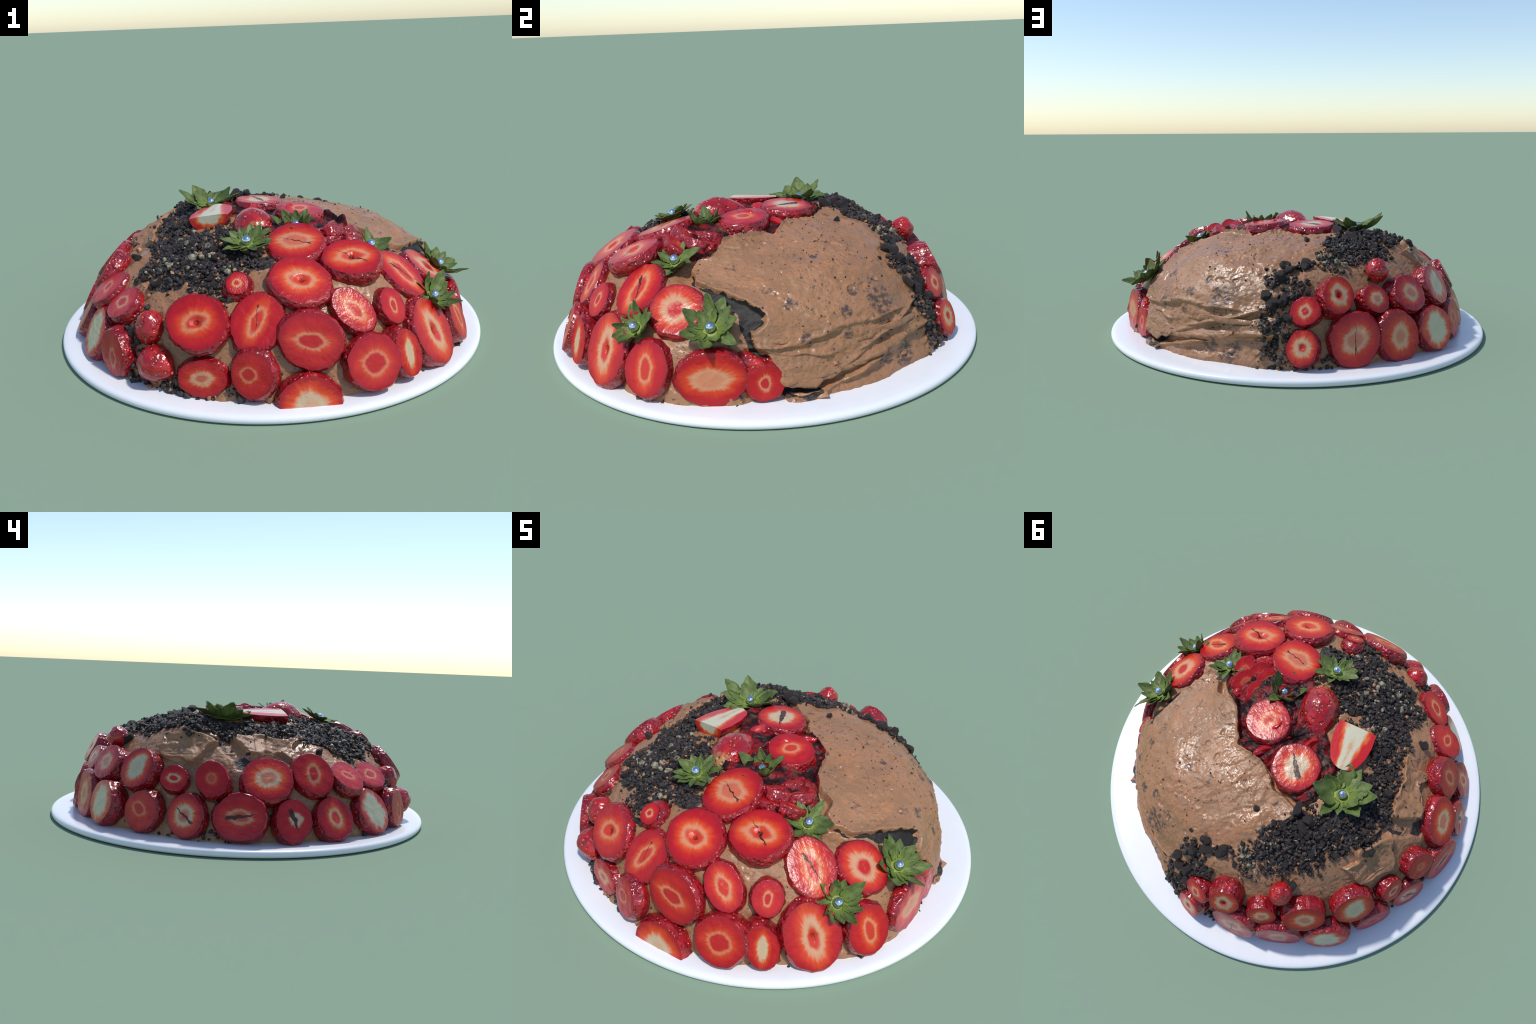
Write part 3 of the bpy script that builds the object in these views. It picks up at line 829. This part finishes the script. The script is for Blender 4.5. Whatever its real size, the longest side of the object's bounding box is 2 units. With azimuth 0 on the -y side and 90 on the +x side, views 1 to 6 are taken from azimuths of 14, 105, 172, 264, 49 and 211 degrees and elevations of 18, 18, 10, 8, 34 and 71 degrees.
S(at=(-0.880, 0.055, 0.154), facing=(168, 20), size=(0.116, 0.104), turn=2, ring=0.48, aspect=1.6, angle=-5, white=0.15, core=0.3, heart=0.6, glow=0.3, split=0.10, split_angle=10)
S(at=(-0.868, -0.183, 0.142), facing=(-168, 26), size=(0.095, 0.082), turn=81, ring=0.36, aspect=1.2, white=0.6, heart=0.2, glow=0.2, shift=(0.1, 0), split=0.13, split_angle=-70)
# top
S(at=(-0.064, 0.110, 0.575), facing=(60, 86), size=(0.113, 0.108), turn=0, ring=0.56, aspect=1.3, angle=100, white=0.75, core=0.9, heart=0.4, depth=0.07, split=0.12, split_angle=160)
S(at=(0.165, -0.032, 0.572), facing=(-10, 84), size=(0.108, 0.102), turn=64, ring=0.40, aspect=1.4, angle=0, heart=0.62, depth=0.09)


# leaning slices added to fill the scan's pit between the top slices
for at, facing, size, turn in (((0.275, -0.235, 0.525), (135, 62), (0.072, 0.055), 20), ((0.33, -0.225, 0.521), (120, 55), (0.076, 0.058), 60), ((0.375, -0.175, 0.516), (150, 60), (0.070, 0.056), 0),
                               ((0.415, -0.235, 0.503), (100, 58), (0.070, 0.052), 80), ((0.345, -0.285, 0.510), (110, 66), (0.066, 0.050), 40), ((0.30, -0.15, 0.528), (170, 64), (0.060, 0.045), 10)):
    S(at=at, facing=facing, size=size, turn=turn, ring=0.4, strength=0.35, glow=0.2, depth=0.05, bulge=1.05)


# -------------------------------------------------------- whole berries
def whole_strawberry(at, point, length, girth, pale=0.0, taper=0.42, name="strawberry"):
    """Ovoid berry; local +y runs from the shoulder to the tip."""
    COUNT[0] += 1
    k = COUNT[0]
    rows, seg = 34, 64
    t = np.linspace(0, 1, rows)
    prof = girth * np.sin(np.pi * t) ** 0.62 * (1.08 - taper * t)
    ph = np.linspace(0, 2 * np.pi, seg, endpoint=False)
    v = []
    for tt, r in zip(t, prof):
        v.append(np.stack([r * np.cos(ph), 0 * ph + (tt - 0.45) * length, r * np.sin(ph)], 1))
    v = np.vstack(v)
    nn = v / np.linalg.norm(v, axis=1)[:, None]
    v = v + nn * (0.006 * noise(v + k, 14, 2, k) + 0.0035 * noise(v + k, 52, 2, k + 3))[:, None]
    me = make_mesh(name, v, [f[::-1] for f in grid_faces(rows, seg)], [M["berry"]])
    y = Vector(point).normalized()
    z = (Vector((0, 0, 1)) - y * y.z).normalized() if abs(y.z) < 0.95 else Vector((1, 0, 0))
    x = y.cross(z)
    o = add(name, me, cake, Matrix.Translation(at) @ Matrix((x, y, z)).transposed().to_4x4())
    o["pale_shoulder"] = float(pale)
    return o


whole_strawberry((-0.015, -0.215, 0.518), (-0.38, 0.92, 0.02), 0.30, 0.108, pale=1.0, taper=0.42)
whole_strawberry((-0.273, 0.635, 0.415), (-0.1, 0.2, 1), 0.120, 0.054, taper=0.2)
whole_strawberry((-0.325, -0.725, 0.235), (-0.25, -0.35, 1.0), 0.165, 0.070, taper=0.15)
whole_strawberry((-0.285, -0.808, 0.128), (0.75, -0.35, -0.2), 0.175, 0.086)
whole_strawberry((0.80, 0.155, 0.185), (0.2, 0.95, -0.2), 0.15, 0.042)
whole_strawberry((-0.62, 0.10, 0.30), (-0.3, 1, 0.0), 0.12, 0.05)


def half_strawberry(at, along, up, length, width):
    """Berry cut lengthwise and across: flat pale top, half round below."""
    rows, seg = 22, 40
    t = np.linspace(0, 1, rows)
    half_w = width * np.interp(t, [0, 0.3, 0.6, 0.85, 0.95, 1], [0.96, 1.02, 0.92, 0.68, 0.45, 0.10])
    ph = np.linspace(np.pi, 2 * np.pi, seg)
    skin = np.vstack([np.stack([w * np.cos(ph), 0 * ph + tt * length, 0.74 * w * np.sin(ph)], 1) for tt, w in zip(t, half_w)])
    nn = np.stack([skin[:, 0], 0 * skin[:, 0], skin[:, 2]], 1)
    inner = np.tile(smooth(0, 0.15, np.minimum(np.linspace(0, 1, seg), np.linspace(1, 0, seg))), rows)
    skin += nn * (0.05 * noise(skin, 50, 2, 7) * inner)[:, None]
    sf = grid_faces(rows, seg, wrap=False)
    y = Vector(along).normalized()
    z = (Vector(up) - y * Vector(up).dot(y)).normalized()
    x = y.cross(z)
    mat = Matrix.Translation(at) @ Matrix((x, y, z)).transposed().to_4x4()
    o = add("strawberry_half", make_mesh("strawberry_half", skin, sf, [M["skin"]]), cake, mat)
    # flat top and the cross cut
    n = 12
    u = np.linspace(-1, 1, n)
    flat = np.vstack([np.stack([u * w, 0 * u + tt * length, 0.004 * (1 - u ** 2)], 1) for tt, w in zip(t, half_w)])
    ff = grid_faces(rows, n, wrap=False)
    end = skin[:seg]
    base = len(flat)
    ev = np.vstack([end, [[0, 0, 0.004]]])
    ef = [(base + i + 1, base + i, base + seg) for i in range(seg - 1)]
    add("cut_face", make_mesh("cut_face", np.vstack([flat, ev]), [f[::-1] for f in ff] + [f[::-1] for f in ef], [M["half"]]), o)
    return o


KEEP.append((Matrix.Translation((-0.235, -0.11, 0.57)), 0.10, 0.12))
half_strawberry((-0.225, -0.205, 0.568), (-0.10, 1.0, 0.0), (-0.12, -0.15, 1), 0.225, 0.096)


# ---------------------------------------------------------------- calyxes
def leaf_mesh(length, width, curl, fold, twist, seed):
    rows, cols = 14, 9
    t = np.linspace(0, 1, rows)
    w = width * np.sin(np.pi * np.clip(t * 0.93 + 0.06, 0, 1) ** 0.85) ** 0.8 + 0.10 * width * (1 - t)
    w[-1] = 0.0008
    ang = np.cumsum(np.full(rows, curl / rows))
    step = length / (rows - 1)
    y = np.concatenate([[0], np.cumsum(np.cos(ang[1:]) * step)])
    z = np.concatenate([[0], np.cumsum(np.sin(ang[1:]) * step)])
    u = np.linspace(-1, 1, cols)
    top = []
    for i in range(rows):
        cup = fold * w[i] * np.abs(u) ** 1.5
        tw = twist * t[i] * u * w[i]
        top.append(np.stack([u * w[i], np.full(cols, y[i]) - np.sin(ang[i]) * cup, z[i] + np.cos(ang[i]) * cup + tw], 1))
    top = np.vstack(top)
    top[:, 2] += 0.0035 * noise(top + seed, 45, 2, seed)
    top[:, 2] += 0.006 * noise(top + 3 * seed, 22, 2, seed + 8) * np.clip(top[:, 1] / 0.05, 0, 1)
    top[:, 0] *= 1 + 0.26 * noise(top * [0, 1, 0] + seed, 130, 2, seed + 5)
    bot = top - [0, 0, 0.0028]
    v = np.vstack([top, bot])
    k = len(top)
    f = [q for q in grid_faces(rows, cols, wrap=False)]
    f += [tuple(k + i for i in q[::-1]) for q in grid_faces(rows, cols, wrap=False)]
    for r in range(rows - 1):
        a, b = r * cols, (r + 1) * cols
        f.append((a, b, k + b, k + a))
        a, b = a + cols - 1, b + cols - 1
        f.append((b, a, k + a, k + b))
    for c in range(cols - 1):
        f.append((c + 1, c, k + c, k + c + 1))
        e = (rows - 1) * cols
        f.append((e + c, e + c + 1, k + e + c + 1, k + e + c))
    return make_mesh("leaf", v, f, [M["leaf"]])


LEAVES = [leaf_mesh(1.0 * L, w, c, fo, tw, s) for s, (L, w, c, fo, tw) in enumerate(
    [(0.100, 0.0275, 0.35, 0.30, 0.1), (0.108, 0.025, 0.10, 0.40, -0.15), (0.090, 0.029, 0.60, 0.28, 0.2),
     (0.084, 0.020, -0.1, 0.45, -0.3), (0.098, 0.0290, 0.45, 0.22, 0.0), (0.105, 0.023, 0.7, 0.35, 0.25)])]


def calyx(pearl_at, facing, reach, count, pitch, spin, lift_toward=None, wide=1.0):
    n = towards(*facing)
    at = Vector(pearl_at) - n * 0.015
    rot = frame(n, 0)
    # heart of the calyx: a shallow dish
    rows, seg = 6, 28
    hv = []
    for i in range(rows):
        r = reach * (0.06 + 0.28 * i / (rows - 1))
        for j in range(seg):
            q = 2 * math.pi * j / seg
            hv.append((r * math.cos(q), r * math.sin(q), -0.008 + 0.010 * math.sin(i / (rows - 1) * math.pi)))
    KEEP.append((Matrix.Translation(at) @ rot.to_4x4(), reach * 0.75, reach * 0.75))
    o = add("strawberry_calyx", make_mesh("strawberry_calyx", hv, [f for f in grid_faces(rows, seg)] + [tuple(range(seg))[::-1]], [M["hub"]]), cake,
            Matrix.Translation(at) @ rot.to_4x4())
    for i in range(count):
        outer = i % 2
        q = 2 * math.pi * (i + random.uniform(-0.22, 0.22)) / count + spin
        s = reach / 0.112 * random.uniform(0.82, 1.12) * (1.0 if outer else 0.88)
        up = pitch * random.uniform(0.5, 1.35) + (0.12 if not outer else 0)
        if lift_toward is not None:
            up += 0.10 * math.cos(q - lift_toward)
        m = Matrix.Rotation(q - math.pi / 2, 4, "Z") @ Matrix.Translation((0, reach * 0.21, -0.005 + 0.002 * outer)) @ Matrix.Rotation(up, 4, "X") @ Matrix.Rotation(random.uniform(-0.3, 0.3), 4, "Y")
        m = m @ Matrix.Diagonal((s * wide * random.uniform(0.85, 1.15), s, s, 1))
        add("leaf", random.choice(LEAVES), o, m)
    # sugar pearl
    v, f = [], []
    R, C, r = 20, 32, 0.0212
    for i in range(R + 1):
        a = math.pi * i / R
        for j in range(C):
            b = 2 * math.pi * j / C
            v.append((r * math.sin(a) * math.cos(b), r * math.sin(a) * math.sin(b), r * math.cos(a)))
    add("pearl", make_mesh("pearl", v, [q[::-1] for q in grid_faces(R + 1, C)], [M["pearl"]]), o, Matrix.Translation((0, 0, 0.015)))
    return o


calyx((-0.311, 0.119, 0.554), (-60, 84), 0.152, 12, 0.24, 0.3, lift_toward=1.0, wide=1.15)
calyx((0.008, -0.437, 0.534), (-90, 74), 0.104, 12, 0.16, 0.1, lift_toward=1.5)
calyx((0.176, -0.206, 0.542), (-80, 76), 0.112, 11, 0.60, 0.5, lift_toward=1.5)
calyx((0.506, -0.234, 0.472), (-25, 62), 0.104, 12, 0.22, 0.2)
calyx((0.803, 0.015, 0.314), (0, 58), 0.122, 13, 0.24, 0.4)
calyx((0.779, -0.310, 0.282), (-24, 47), 0.118, 11, 0.42, 0.0)


# ----------------------------------------------------------------- crumbs
def chunk(seed, sub, rough=0.42, stretch=0.3):
    """Angular broken lump about 1 unit in radius."""
    import bmesh
    bm = bmesh.new()
    bmesh.ops.create_icosphere(bm, subdivisions=sub, radius=1.0)
    v = np.array([q.co[:] for q in bm.verts])
    f = [[q.index for q in g.verts] for g in bm.faces]
    bm.free()
    rng = np.random.default_rng(seed)
    # cut by a few random planes to get facets, then roughen
    for _ in range(9):
        n = rng.normal(size=3)
        n /= np.linalg.norm(n)
        h = rng.uniform(0.45, 0.85)
        over = np.maximum(v @ n - h, 0)
        v = v - over[:, None] * n
    v = v * (1 + rough * 0.75 * noise(v + seed, 1.9, 3, seed))[:, None]
    v = v * (1 + rng.uniform(-stretch, stretch, 3))
    return v, f


def scatter(weight, n, lift, seed):
    """Pick frosting vertices by weight; give place and normal."""
    rng = np.random.default_rng(seed)
    rows, cols = FSHAPE
    ring = np.repeat(np.hypot(*(FV.reshape(rows, cols, 3)[:, 0, :2] - CENTRE).T), cols)
    w = np.clip(weight, 0, None) * ring
    idx = rng.choice(len(FV), n, p=w / w.sum())
    p = FV[idx] + rng.normal(size=(n, 3)) * 0.003 + FNORM[idx] * lift
    free = ~keep_out(p)
    return p[free], FNORM[idx][free]


def keep_out(p):
    """True where a point lies on a slice, a half berry or a calyx."""
    hit = np.zeros(len(p), bool)
    for m, a, b in KEEP:
        q = (p - np.array(m.translation)) @ np.array(m.to_3x3())
        hit |= (np.hypot(q[:, 0] / a, q[:, 1] / b) < 1.04) & (q[:, 2] > -0.09) & (q[:, 2] < 0.08)
    return hit


def crumb_weights():
    PXn = noise(FV, 11, 2, 81)
    w = smooth(-0.05, 0.06, FCRUMB + 0.05 * PXn)
    thin = smooth(-0.42, -0.56, FV[:, 1]) * smooth(-0.5, 0.1, FV[:, 0] + 0.3)      # sparse toward the front
    w = w * (1 - 0.72 * thin * (PXn < 0.15))
    side = FV[:, 2] < 0.33
    w = np.where(side, w * 0.45, w)
    w = w * (0.25 + 0.75 * smooth(-0.25, 0.25, noise(FV, 17, 2, 83)))
    back = smooth(0.42, 0.52, FV[:, 1])
    w = w * (1 - 0.45 * back * (PXn < 0.05))
    return w


WEIGHT = crumb_weights()
SHAPES = [chunk(s, 3) for s in range(10)]
MESHES = [make_mesh("cookie_crumb", v, f, [M["crumb"]]) for v, f in SHAPES]
for me in MESHES:
    me.shade_smooth()
    me.set_sharp_from_angle(angle=math.radians(55))


def place(p, n, r, rng):
    q = Matrix.Rotation(rng.uniform(0, 6.28), 3, Vector(rng.normal(size=3)).normalized())
    return Matrix.Translation(p) @ q.to_4x4() @ Matrix.Diagonal((r, r, r, 1))


rng = np.random.default_rng(5)
P, N = scatter(WEIGHT, 240, -0.001, 91)
for p, n in zip(P, N):
    r = rng.uniform(0.010, 0.021)
    first = bpy.data.objects.new("cookie_crumb", MESHES[rng.integers(len(MESHES))])
    SCENE.objects.link(first)
    first.parent = cake
    first.matrix_local = place(p + n * r * 0.35, n, r, rng)
# single big lumps that stand out along the back edge
for x, y, z, r in ((0.19, 0.66, 0.40, 0.036), (0.13, 0.63, 0.43, 0.036), (0.15, 0.60, 0.44, 0.030), (0.25, 0.70, 0.33, 0.032), (0.06, 0.62, 0.44, 0.032), (0.22, 0.74, 0.30, 0.038),
                   (0.18, 0.73, 0.31, 0.035), (0.16, 0.77, 0.25, 0.034), (-0.30, 0.60, 0.41, 0.036), (0.06, 0.60, 0.45, 0.028), (-0.16, 0.27, 0.53, 0.03), (-0.24, 0.30, 0.52, 0.04),
                   (-0.55, -0.35, 0.41, 0.026), (-0.50, 0.0, 0.48, 0.032), (-0.46, -0.56, 0.39, 0.026), (-0.22, 0.34, 0.51, 0.036), (-0.10, 0.38, 0.52, 0.024), (0.01, 0.36, 0.52, 0.018)):
    d = Vector((x - CENTRE[0], y - CENTRE[1], z - 0.05)).normalized()
    h = BVH.ray_cast(Vector((CENTRE[0], CENTRE[1], 0.05)) + d * 1.5, -d, 2.0)
    o = bpy.data.objects.new("cookie_crumb", MESHES[rng.integers(len(MESHES))])
    SCENE.objects.link(o)
    o.parent = cake
    o.matrix_local = place(np.array(h[0]) + np.array(h[1]) * r * 0.3, h[1], r * 0.88, rng)


def crumb_cloud(name, weight, n, radii, mats, seed, lift=0.004, share=None, sub=1):
    share = share or (1.0,)
    """Many small crumbs joined in one part."""
    rng = np.random.default_rng(seed)
    shapes = [chunk(100 + seed + s, sub, 0.5) for s in range(8)]
    P, N = scatter(weight, n, lift, seed)
    V, F, slots, off = [], [], [], 0
    for p, nn in zip(P, N):
        v, f = shapes[rng.integers(8)]
        r = radii[0] + (radii[1] - radii[0]) * rng.random() ** 2
        q = np.array(Matrix.Rotation(rng.uniform(0, 6.28), 3, Vector(rng.normal(size=3)).normalized()))
        V.append(v @ q.T * r + p + nn * r * 0.35)
        F.append(np.array(f) + off)
        slots += [int(rng.choice(len(mats), p=share))] * len(f)
        off += len(v)
    me = make_mesh(name, np.vstack(V), np.vstack(F), mats, slots, flat=False)
    me.set_sharp_from_angle(angle=math.radians(60))
    o = add(name, me, cake)
    o["kind"] = "stuff"
    return o


crumb_cloud("fine_cookie_crumbs", WEIGHT, 4800, (0.005, 0.013), [M["crumb"], M["cream"], M["frosting"]], 7, share=(0.94, 0.012, 0.048))
# stray crumbs at the foot of the cake and over the bare frosting
FOOT = ((FV[:, 2] < 0.075) & (FV[:, 2] > 0.03)) * smooth(0.0, 0.35, noise(np.stack([FV[:, 0], FV[:, 1], 0 * FV[:, 0]], 1), 5, 1, 15)) * (np.abs(np.degrees(np.arctan2(FV[:, 1], FV[:, 0])) - 42) > 33)
crumb_cloud("foot_crumbs", FOOT, 170, (0.008, 0.020), [M["crumb"], M["frosting"]], 8, share=(0.75, 0.25))
STRAY = smooth(0.1, 0.5, noise(FV, 6, 2, 16)) * (FV[:, 2] > 0.1) + 0.1
crumb_cloud("stray_specks", STRAY, 520, (0.0025, 0.006), [M["crumb"]], 9, lift=-0.001)
low = 0
for x, y, z, r in ((-0.42, -0.70, 0.19, 0.05), (-0.19, -0.86, 0.05, 0.05), (-0.40, -0.74, 0.05, 0.07), (-0.60, -0.62, 0.05, 0.06), (-0.80, 0.13, 0.22, 0.03), (-0.05, 0.80, 0.05, 0.05)):
    low = low + np.exp(-((FV - [x, y, z]) ** 2).sum(1) / (r * r)) / r
crumb_cloud("low_crumbs", low, 330, (0.007, 0.019), [M["crumb"]], 12)
# clumps of broken cream filling
clump = 0
for x, y, r in ((-0.28, -0.30, 0.05), (-0.24, -0.38, 0.045), (-0.17, -0.50, 0.05), (-0.09, 0.585, 0.045), (-0.05, 0.56, 0.03), (-0.33, -0.50, 0.05), (-0.38, -0.36, 0.05), (-0.02, -0.585, 0.02)):
    clump = clump + np.exp(-((FV[:, 0] - x) ** 2 + (FV[:, 1] - y) ** 2) / (r * r)) * (FV[:, 2] > 0.3) / r
crumb_cloud("cream_crumbs", clump, 90, (0.006, 0.019), [M["cream"]], 10, lift=0.002)


# ------------------------------------------------- lumps added for the scan's shards on top
def crumpled_shard(at, along, length, width, height, seed, mat):
    """Lump folded along its length, added in place of stretched scan shards."""
    rows, seg = 26, 36
    t = np.linspace(0, 1, rows)
    w = np.sin(np.pi * np.clip(t, 0.02, 0.98)) ** 0.55 * (0.35 + 0.65 * t)
    ph = np.linspace(0, 2 * np.pi, seg, endpoint=False)
    v = np.vstack([np.stack([k * width * np.cos(ph), 0 * ph + tt * length, k * height * np.sin(ph)], 1) for tt, k in zip(t, w)])
    q = v * [1, 0.35, 1] + seed
    fold = np.abs(noise(q, 38, 2, seed))
    v[:, 2] += height * (1.1 * fold - 0.5)
    v[:, 0] += width * 0.6 * noise(q, 24, 2, seed + 1)
    y = Vector(along).normalized()
    z = (Vector((0, 0, 1)) - y * y.z).normalized()
    me = make_mesh("scan_shard", v, [f[::-1] for f in grid_faces(rows, seg)], [mat])
    me.set_sharp_from_angle(angle=math.radians(40))
    return add("scan_shard", me, cake, Matrix.Translation(at) @ Matrix((y.cross(z), y, z)).transposed().to_4x4())


for i, (at, q, L, w, h, m) in enumerate((((0.02, -0.14, 0.545), 60, 0.20, 0.045, 0.034, "shard"), ((0.08, -0.17, 0.545), 75, 0.22, 0.040, 0.034, "red"), ((-0.10, -0.11, 0.545), 70, 0.17, 0.040, 0.032, "red"),
                                         ((-0.04, -0.10, 0.54), 95, 0.16, 0.022, 0.036, "shard"), ((0.07, 0.03, 0.54), 60, 0.14, 0.026, 0.026, "red"))):
    crumpled_shard(at, (math.cos(math.radians(q)), math.sin(math.radians(q)), 0.05), L, w, h, 60 + i, M[m])
whole_strawberry((0.405, -0.135, 0.485), (0.5, -0.8, -0.3), 0.13, 0.032, name="strawberry_scrap")
